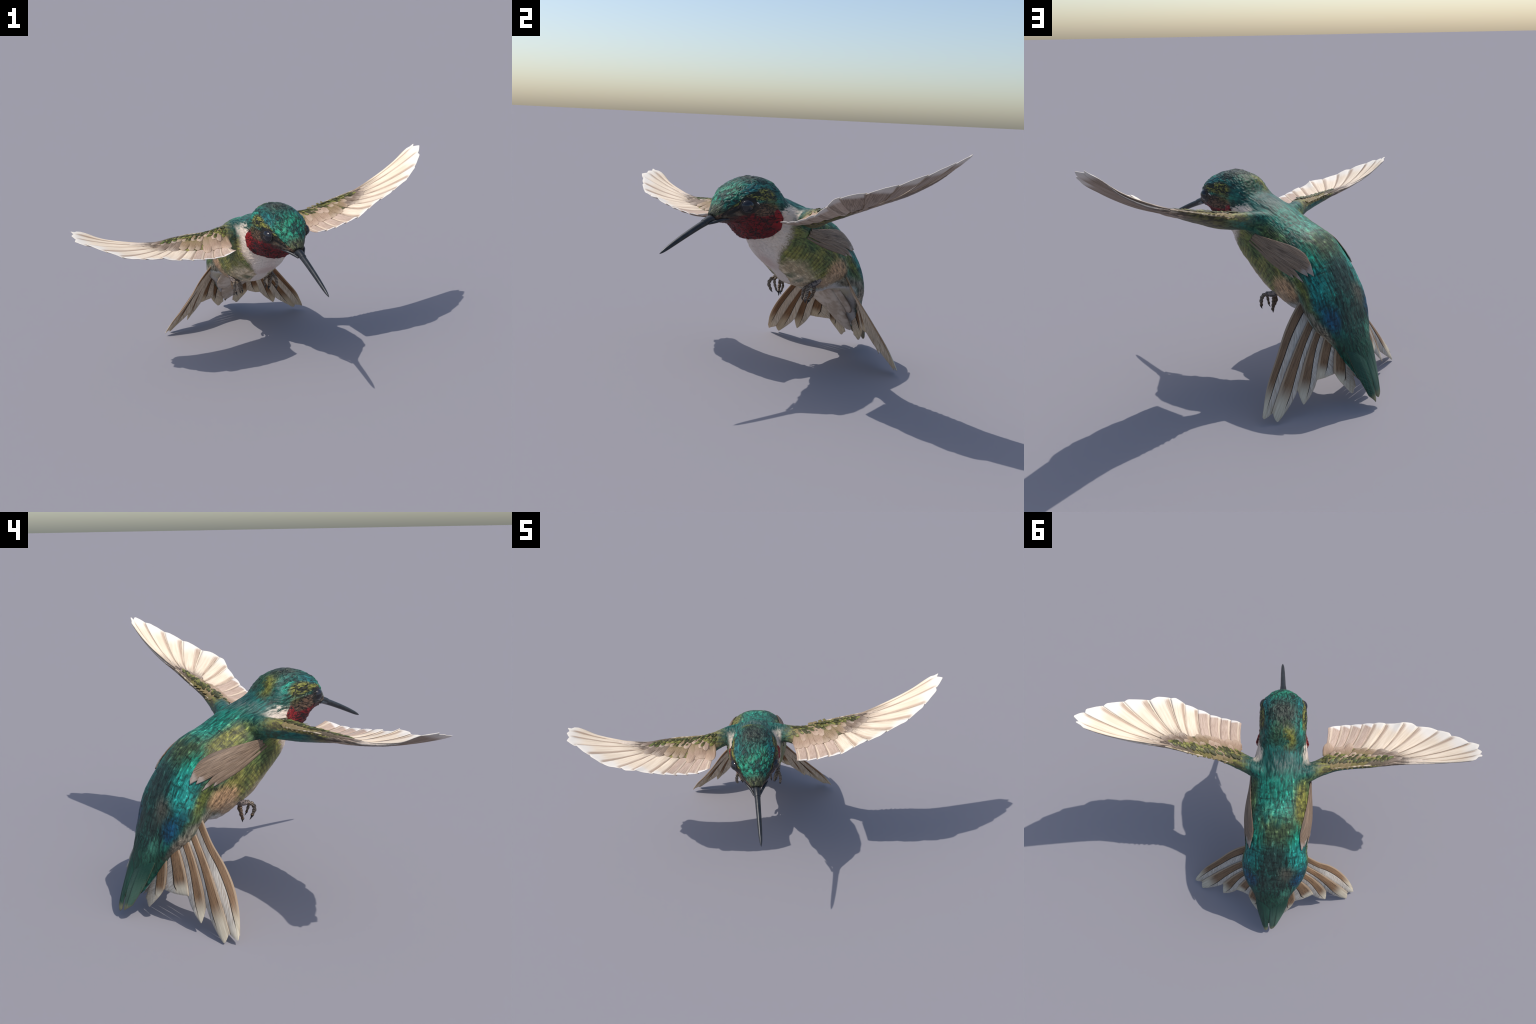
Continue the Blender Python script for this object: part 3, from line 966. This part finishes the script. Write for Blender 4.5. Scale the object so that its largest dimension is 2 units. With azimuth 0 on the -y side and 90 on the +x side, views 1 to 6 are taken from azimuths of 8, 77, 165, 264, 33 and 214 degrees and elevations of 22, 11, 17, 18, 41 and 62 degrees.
def build_coverts(side, wing, flight, lead_pts, edge_pts):
    bv = [join_bvh(flight), join_bvh([wing])]
    for row, (n, f0, f1, wd, lf) in enumerate(((10, .34, 1.0, .078, (.0005, .0012)), (10, .08, .60, .052, (.0012, .0020)))):
        for i in range(n):
            u = i / (n - 1)
            a = side * (.295 + (.60 - .295) * u + (.012 if row else 0) + RNG.normal() * .005)
            lead = interp_line(lead_pts, a)[0]; edge = interp_line(edge_pts, a)[0]
            ch = edge - lead
            base = (a - side * (.004 + .03 * u), lead + ch * (f0 - .14))
            tip = (a + side * (.008 + .11 * u ** 1.3) + RNG.normal() * .006, lead + ch * (f1 + RNG.normal() * .09))
            if abs(base[0]) < .235:
                continue
            m = MAT['covert_peach'] if u < .35 else (MAT['covert_tan'] if u < .75 else MAT['covert_dark'])
            conform_feather("covert_feather", base, tip, wd * (1 - .40 * u) * RNG.uniform(.8, 1.2), wing, m, bv, lf)
    # scales share one mesh
    me = scale_mesh()
    for r_ in range(4):
        n = 20
        for i in range(n):
            u = (i + (r_ % 2) * .5) / n
            a = side * (.245 + (.66 - .245) * u)
            lead = interp_line(lead_pts, a)[0]; edge = interp_line(edge_pts, a)[0]
            b = lead + .016 + (edge - lead) * (.04 + .085 * r_) * (1 - .25 * u) + RNG.normal() * .004
            if RNG.random() < .10:
                continue
            h = drop(bv, a, b)
            if not h:
                continue
            nz = Vector(h[1]);  nz = nz if nz.z > 0 else -nz
            if nz.z < .25:
                continue
            x = Vector((side * (.75 + .2 * RNG.normal()), -.55, 0)); x = (x - nz * x.dot(nz)).normalized()
            x = (x + nz * .03).normalized()
            y = nz.cross(x).normalized(); z = x.cross(y)
            s = .030 * RNG.uniform(.6, 1.35) * (1 - .2 * u)
            ob = bpy.data.objects.new("scale_feather", me); COL.objects.link(ob); ob.parent = wing
            M = Matrix.Identity(4)
            for k in range(3):
                M[k][0] = x[k] * s; M[k][0] *= 1.2; M[k][1] = y[k] * s * .30; M[k][2] = z[k] * s * .12
            M[0][3], M[1][3], M[2][3] = a, -b, h[0] + .0015 + .0007 * (4 - r_)
            ob.matrix_basis = M


_SC = []


def scale_mesh():
    if _SC:
        return _SC[0]
    nu, nw = 8, 7
    top = np.zeros((nu, nw, 3))
    for i in range(nu):
        t = i / (nu - 1)
        hw = (.6 + .4 * math.sin(min(t * 2, 1) * math.pi / 2)) * math.sqrt(max(1 - max((t - .5) / .5, 0) ** 2, .04))
        for j in range(nw):
            w = 2 * j / (nw - 1) - 1
            top[i, j] = (t, w * hw, .28 * (1 - w * w) - .12 * t * t)
    bot = top - np.array([0, 0, .12])
    n = nu * nw
    F = grid_faces(nu, nw); G = [tuple(n + i for i in f[::-1]) for f in F]; E = []
    for i in range(nu - 1):
        E.append((i * nw, (i + 1) * nw, n + (i + 1) * nw, n + i * nw))
        E.append((i * nw + nw - 1, n + i * nw + nw - 1, n + (i + 1) * nw + nw - 1, (i + 1) * nw + nw - 1))
    for j in range(nw - 1):
        E.append((j, n + j, n + j + 1, j + 1)); k = (nu - 1) * nw + j
        E.append((k, k + 1, n + k + 1, n + k))
    ob = mesh_object("scale_feather", np.concatenate([top.reshape(-1, 3), bot.reshape(-1, 3)]), F + G + E, None, MAT['scale'])
    fix_normals(ob)
    me = ob.data
    bpy.data.objects.remove(ob, do_unlink=True)
    _SC.append(me)
    return me


LEADING_LINES = []
LEADLINE_L = [[.155, -.07], [.327, -.048], [.5, -.042], [.674, -.025], [.9, -.045]]
LEADLINE_R = [[-.155, -.06], [-.375, -.032], [-.545, -.012], [-.702, .013], [-.9, .0]]
EDGE_L = [[.22, .13], [.30, .135], [.42, .125], [.52, .10], [.60, .06], [.70, .03], [.8, .0]]
EDGE_R = [[-.22, .13], [-.30, .155], [-.42, .150], [-.52, .125], [-.60, .10], [-.70, .06], [-.8, .04]]
for sd_, wg_, pts_ in ((1, wing_l, [(.25, -.062, .934), (.327, -.050, .953), (.42, -.048, .980), (.50, -.044, 1.004), (.60, -.034, 1.034), (.69, -.026, 1.060)]),
                       (-1, wing_r, [(-.25, -.052, .922), (-.34, -.040, .917), (-.42, -.030, .920), (-.50, -.020, .925), (-.60, -.004, .921), (-.70, .010, .916)])):
    LEADING_LINES.append((sd_, wg_, pts_))
build_coverts(1, wing_l, flight_l, LEADLINE_L, EDGE_L)
build_coverts(-1, wing_r, flight_r, LEADLINE_R, EDGE_R)



# ----------------------------------------------------------------------------------------------
# FOLDED FLANK FEATHERS lying against the sides of the body
# ----------------------------------------------------------------------------------------------
def flank_feathers(side):
    # outlines in (station, theta): root, tip, half width in theta, lift
    specs = [((7.6, .40), (10.82, .262), .066, .007), ((7.5, .42), (10.66, .315), .058, .0045),
             ((7.4, .445), (10.62, .400), .026, .0025), ((7.3, .47), (10.3, .44), .020, .001)]
    for si, (r0, t0, hw, lift) in enumerate(specs):
        nu, nw = 26, 11
        top = np.zeros((nu, nw, 3)); nrm = np.zeros((nu, nw, 3))
        for i in range(nu):
            t = i / (nu - 1)
            st = r0[0] + (t0[0] - r0[0]) * t
            thm = r0[1] + (t0[1] - r0[1]) * t
            pr = (.35 + .65 * float(smooth(np.array(t), 0, .6))) * math.sqrt(max(1 - max((t - .86) / .14, 0) ** 4, .10))
            for j in range(nw):
                w = 2 * j / (nw - 1) - 1
                p = body_surface(st + .25 * w * (1 if si < 3 else .3) * t, thm + w * hw * pr, side)
                out = np.array([side * 1.0, .25, .35]) if side else 0
                q = Vector(L(p)); hit = SKIN_BVH.find_nearest(q)
                n = np.array(hit[1]) * np.array([1, -1, 1])
                top[i, j] = np.array(hit[0]) * np.array([1, -1, 1])
                nrm[i, j] = n
        for _ in range(8):
            for A in (top, nrm):
                Ap = np.pad(A, ((1, 1), (1, 1), (0, 0)), mode='edge')
                sm = (Ap[1:-1, 1:-1] * 2 + Ap[:-2, 1:-1] + Ap[2:, 1:-1] + Ap[1:-1, :-2] + Ap[1:-1, 2:]) / 6
                A[1:-1] = sm[1:-1]
        nrm /= np.linalg.norm(nrm, axis=-1, keepdims=True)
        tt = np.linspace(0, 1, nu)[:, None, None]
        ww = np.linspace(-1, 1, nw)[None, :, None]
        top = top + nrm * (.0015 + lift * (.35 + .65 * tt) + .003 * (1 - ww ** 2))
        bot = top - nrm * .005
        frame_object("flank_feather", top, bot, PART[2], MAT['flap'], nu, nw)


flank_feathers(1)
flank_feathers(-1)

# ----------------------------------------------------------------------------------------------
# TAIL
# ----------------------------------------------------------------------------------------------
TAILB_L = [
    np.array([[.120, -.430, .560], [.182, -.415, .532], [.284, -.408, .415], [.385, -.429, .292], [.484, -.450, .166], [.545, -.474, .045]]),
    ((.13, -.47, .50), (.500, -.499, .054)), ((.13, -.52, .46), (.350, -.535, .130)), ((.12, -.56, .42), (.255, -.582, .168)),
    ((.09, -.60, .38), (.169, -.631, .183)), ((.02, -.62, .34), (.075, -.690, .100))]
TAILT_L = [(.550, -.483, .032), (.502, -.527, .009), (.352, -.572, .061), (.208, -.593, .165), (.103, -.695, .060)]
TAILB_R = [
    np.array([[-.120, -.460, .550], [-.171, -.453, .508], [-.262, -.455, .402], [-.334, -.438, .306], [-.403, -.439, .216], [-.470, -.463, .128], [-.515, -.493, .040]]),
    ((-.13, -.49, .48), (-.475, -.524, .049)), ((-.13, -.53, .45), (-.329, -.549, .129)), ((-.11, -.57, .41), (-.235, -.590, .165)),
    ((-.08, -.61, .37), (-.113, -.649, .166)), ((-.01, -.63, .33), (-.015, -.695, .100))]
TAILT_R = [(-.521, -.504, .018), (-.475, -.550, .001), (-.330, -.577, .051), (-.184, -.613, .160), (-.046, -.701, .057)]


def undertail(parent_only=False):
    """undertail coverts: soft pale lobes under the vent; the first is the tail's base mesh"""
    specs = [((.0, -.42, .46), (.018, -.690, .112), .075, .0), ((-.06, -.42, .46), (-.052, -.555, .268), .075, .006), ((.07, -.42, .46), (.085, -.585, .262), .08, .006),
             ((.02, -.40, .46), (.025, -.620, .215), .085, .010)]
    obs = []
    for si, (p, q, hw, lift) in enumerate(specs):
        nu, nw = 24, 13
        top = np.zeros((nu, nw, 3)); p, q = np.array(p), np.array(q)
        bow = np.array([0, .045, 0]) if si == 0 else np.array([0, .03, 0])
        C = quad_curve(p, (p + q) / 2 + 2 * bow * .5, q, nu)
        for i in range(nu):
            t = i / (nu - 1)
            pr = (.75 + .25 * math.sin(t * math.pi)) * math.sqrt(max(1 - max((t - .55) / .45, 0) ** 2.2, .03))
            for j in range(nw):
                w = 2 * j / (nw - 1) - 1
                top[i, j] = C[i] + np.array([w * hw * pr, lift + .022 * (1 - w * w), .010 * (1 - w * w)])
        bot = top + np.array([0, -.012, -.004])
        nm = "tail" if si == 0 else "undertail_covert"
        obs.append(frame_object(nm, top, bot, root if si == 0 else obs[0], MAT['under'], nu, nw, local=False))
    return obs


tail_obs = undertail()
tail = tail_obs[0]


def build_tail(side, TB, TT):
    curves = []
    for k, b in enumerate(TB):
        if isinstance(b, np.ndarray):
            curves.append(resample(b, 32))
        else:
            curves.append(bez_between(b[0], b[1], -.004, np.array([side * .014, .004, .004]), 32))
    curves[0][-1] = curves[0][-1]
    s = 'l' if side > 0 else 'r'
    for i in range(5):
        b0 = (.44, .56, .46, .60, .55)[i]
        cols = [(.025, 2, 0), (lambda t: b0 - .10 * t * t - .16 * smooth(t, .8, 1.), 6, 1), (lambda t: b0 + .055 - .10 * t * t - .16 * smooth(t, .8, 1.), 2, 2), (1.08, 7, 3)]
        ob = vane("tail_feather", curves[i], curves[i + 1], np.array(TT[i]), tail,
                  [MAT['tail_%s_%s' % (k, s)] for k in ('rim', 'brown', 'shaft', 'white')], cols=cols, thick=.007,
                  over=.005, camber=.006, up=(0, -1, .35), shaft=.002, ext=.08, power=.6, rag=.0012, seed=i + 20)
        # central green pair
    lat = lateral(-.72)
    x0 = .036 + lat * .0
    if side > 0:
        A = np.array([[.120, -.600, .395], [.124, -.676, .300], [.110, -.728, .190], [.077, -.785, .072]])
        Bq = np.array([[.030, -.630, .365], [.034, -.715, .250], [.038, -.765, .155], [.043, -.800, .050]])
        tip = np.array([.053, -.803, .033])
    else:
        A = np.array([[-.065, -.600, .395], [-.080, -.676, .300], [-.058, -.726, .190], [-.014, -.776, .082]])
        Bq = np.array([[.030, -.630, .365], [.032, -.715, .250], [.034, -.765, .155], [.032, -.793, .060]])
        tip = np.array([.023, -.796, .046])
    ob = vane("central_tail_feather", resample(A, 30), resample(Bq, 30), tip, tail, MAT['green_' + s], nw=13, thick=.010,
              over=-.002, camber=.010, up=(0, -1, .35), shaft=.0015, ext=.02, power=.6, rag=.001, seed=3)


build_tail(1, TAILB_L, TAILT_L)
build_tail(-1, TAILB_R, TAILT_R)


# ----------------------------------------------------------------------------------------------
# BILL, EYES
# ----------------------------------------------------------------------------------------------
def tube(name, pts, rad_w, rad_h, parent, mat, m=28, per=10, roll_up=(0, 0, 1), cap=True, power=1.):
    C = catmull(np.column_stack([pts, rad_w, rad_h]), per)
    P = C[:, :3]; tg = np.gradient(P, axis=0); tg /= np.linalg.norm(tg, axis=1)[:, None]
    V = []
    for p, t_, w_, h_ in zip(P, tg, C[:, 3], C[:, 4]):
        up = np.array(roll_up, float); up = up - t_ * (up @ t_); up /= np.linalg.norm(up)
        sd = np.cross(t_, up)
        an = np.linspace(0, 2 * np.pi, m, endpoint=False)
        V.append(p + np.outer(np.cos(an), sd) * w_ + np.outer(np.sin(an), up) * h_)
    V = np.array(V); n = len(V)
    verts = list(L(V).reshape(-1, 3)); F = grid_faces(n, m, True)
    for k in (0, n - 1):
        verts.append(L(V[k].mean(0))); e = len(verts) - 1
        for j in range(m):
            F.append((e, k * m + j, k * m + (j + 1) % m))
    ob = mesh_object(name, verts, F, parent, mat)
    fix_normals(ob)
    return ob


for sd_, wg_, pts_ in LEADING_LINES:
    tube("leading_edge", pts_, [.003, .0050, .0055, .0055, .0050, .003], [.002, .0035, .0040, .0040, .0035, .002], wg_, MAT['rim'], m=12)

bx = lambda b: .013 + .016 * (b - .5) / .325
bill_pts = [(.44, .912), (.49, .911), (.53, .899), (.58, .880), (.65, .850), (.72, .818), (.78, .789), (.81, .774), (.826, .766)]
bill = tube("bill", [(bx(b), b, c) for b, c in bill_pts], [.030, .024, .0185, .0165, .0150, .0130, .0100, .006, .001],
            [.010, .016, .0175, .0165, .0150, .0130, .0100, .006, .001], root, MAT['bill'])
# sheath over the bill root, ending in a clear step
sheath = tube("bill_sheath", [(bx(b), b, c) for b, c in ((.47, .920), (.495, .915), (.52, .906), (.545, .896))],
              [.024, .0225, .0205, .0192], [.014, .0185, .0195, .0186], bill, MAT['bill'])
# gape: dark ridges running back along both cheeks
for sd in (1, -1):
    g = tube("gape_edge", [(.012 + sd * .018, .525, .893), (.012 + sd * .034, .488, .903), (.010 + sd * .056, .455, .914), (.008 + sd * .072, .425, .916)],
             [.006, .008, .007, .002], [.006, .008, .006, .002], bill, MAT['bill'], m=14)


def uv_ball(name, centre, rad, parent, mat, seg=40, rings=24, squash=(1, 1, 1)):
    bm = bmesh.new()
    bmesh.ops.create_uvsphere(bm, u_segments=seg, v_segments=rings, radius=1)
    me = bpy.data.meshes.new(name); bm.to_mesh(me); bm.free()
    me.polygons.foreach_set("use_smooth", [True] * len(me.polygons))
    ob = bpy.data.objects.new(name, me); COL.objects.link(ob); ob.parent = parent
    me.materials.append(mat)
    ob.location = L(centre); ob.scale = [rad * s for s in squash]
    return ob


for sd in (1, -1):
    ce = (.005 + sd * .1135, .346, .986)
    eye = uv_ball("eye", ce, .0345, head, MAT['eye'], squash=(1.02, 1.16, 1.0))
    # lid ring lying where the ball leaves the skin
    ring = []
    ax = np.array([sd * .93, .34, .05]); ax /= np.linalg.norm(ax)
    e1 = np.cross(ax, [0, 0, 1]); e1 /= np.linalg.norm(e1); e2 = np.cross(ax, e1)
    an = np.linspace(0, 2 * np.pi, 41)
    pts = np.array(ce) + ax * .0135 + np.outer(np.cos(an), e1) * .0385 + np.outer(np.sin(an), e2) * .0330
    tube("eyelid", pts, [.0024] * 41, [.0024] * 41, head, MAT['lid'], m=10, per=2, roll_up=tuple(ax))
    # white tick behind the eye
    back = -1
    p0 = np.array(ce) + np.array([sd * .014, -.030, .020]); p1 = np.array(ce) + np.array([sd * .027, -.064, .006])
    tube("eye_spot", [p0, (p0 + p1) / 2 + np.array([sd * .003, 0, .004]), p1], [.003, .006, .001], [.003, .005, .001], head, MAT['white'], m=12)


# ----------------------------------------------------------------------------------------------
# LEGS
# ----------------------------------------------------------------------------------------------
def toe(name, pts, rads, parent, mat):
    pts = np.array(pts, float)
    C = catmull(np.column_stack([pts, rads]), 10)
    P = C[:, :3]; R = C[:, 3]
    n = len(P); m = 14
    x = P[-1] - P[0]; ln = np.linalg.norm(x)
    tg = np.gradient(P, axis=0); tg /= np.linalg.norm(tg, axis=1)[:, None]
    V = []
    for k in range(n):
        up = np.array([0, .8, .6]); up = up - tg[k] * (up @ tg[k]); up /= np.linalg.norm(up)
        sdv = np.cross(tg[k], up)
        an = np.linspace(0, 2 * np.pi, m, endpoint=False)
        rr = R[k] * (1 + .16 * math.sin(k / n * math.pi * 2 * 4.5))
        V.append(np.stack([np.full(m, k / (n - 1.)), np.cos(an), np.sin(an)], -1))
        V[-1] = P[k] + (np.outer(np.cos(an), sdv) + np.outer(np.sin(an), up)) * rr
    V = np.array(V)
    verts = list(L(V).reshape(-1, 3)); F = grid_faces(n, m, True)
    for k in (0, n - 1):
        verts.append(L(P[k])); e = len(verts) - 1
        for j in range(m):
            F.append((e, k * m + j, k * m + (j + 1) % m))
    verts = np.array(verts)
    # local axes: x along the chord so the scale rings follow the toe
    o = L(P[0]); X = L(P[-1]) - o; X /= np.linalg.norm(X)
    up = np.array([0, -1., .3]); Z = up - X * (up @ X); Z /= np.linalg.norm(Z); Y = np.cross(Z, X)
    Rm = np.stack([X, Y, Z], 1)
    ob = mesh_object(name, ((verts - o) @ Rm) / np.array([ln, .012, .012]), F, parent, mat)
    fix_normals(ob)
    ob.matrix_basis = Matrix([[*(Rm[i] * np.array([ln, .012, .012])), o[i]] for i in range(3)] + [[0, 0, 0, 1]])
    return ob


def build_leg(side, tips, dx):
    sx = lambda a: side * a + dx
    leg = tube("leg", [(sx(.135), -.245, .555), (sx(.136), -.205, .522), (sx(.135), -.170, .506), (sx(.133), -.135, .500)],
               [.022, .018, .015, .012], [.022, .019, .016, .012], root, MAT['leg'], m=20)
    starts = [(sx(.137), -.145, .502), (sx(.134), -.188, .500), (sx(.122), -.140, .500), (sx(.112), -.172, .502)]
    mids = [(sx(.148), -.108, .462), (sx(.130), -.182, .450), (sx(.108), -.118, .465), (sx(.080), -.160, .460)]
    rad = [.0100, .0098, .0076, .0074]
    for k in range(4):
        s, m, t = np.array(starts[k]), np.array(mids[k]), np.array(tips[k])
        mm = m + (t - m) * .62 + np.array([0, .004, 0])
        toe("toe", [s, (s + m) / 2 + np.array([0, .008 if k != 1 else -.002, .006]), m, mm], [rad[k] * .9, rad[k] * 1.05, rad[k], rad[k] * .8], leg, MAT['toe'])
        cv = np.array([side * 0., .012 if k != 1 else -.004, .010])
        toe("claw", [mm, (mm + t) / 2 + cv * .45, t], [rad[k] * .8, rad[k] * .55, .0012], leg, MAT['claw'])


build_leg(1, [(.155, -.108, .407), (.121, -.158, .386), (.113, -.131, .411), (.096, -.149, .405)], .012)
build_leg(-1, [(-.143, -.137, .406), (-.109, -.157, .387), (-.098, -.136, .415), (-.076, -.143, .404)], .0)
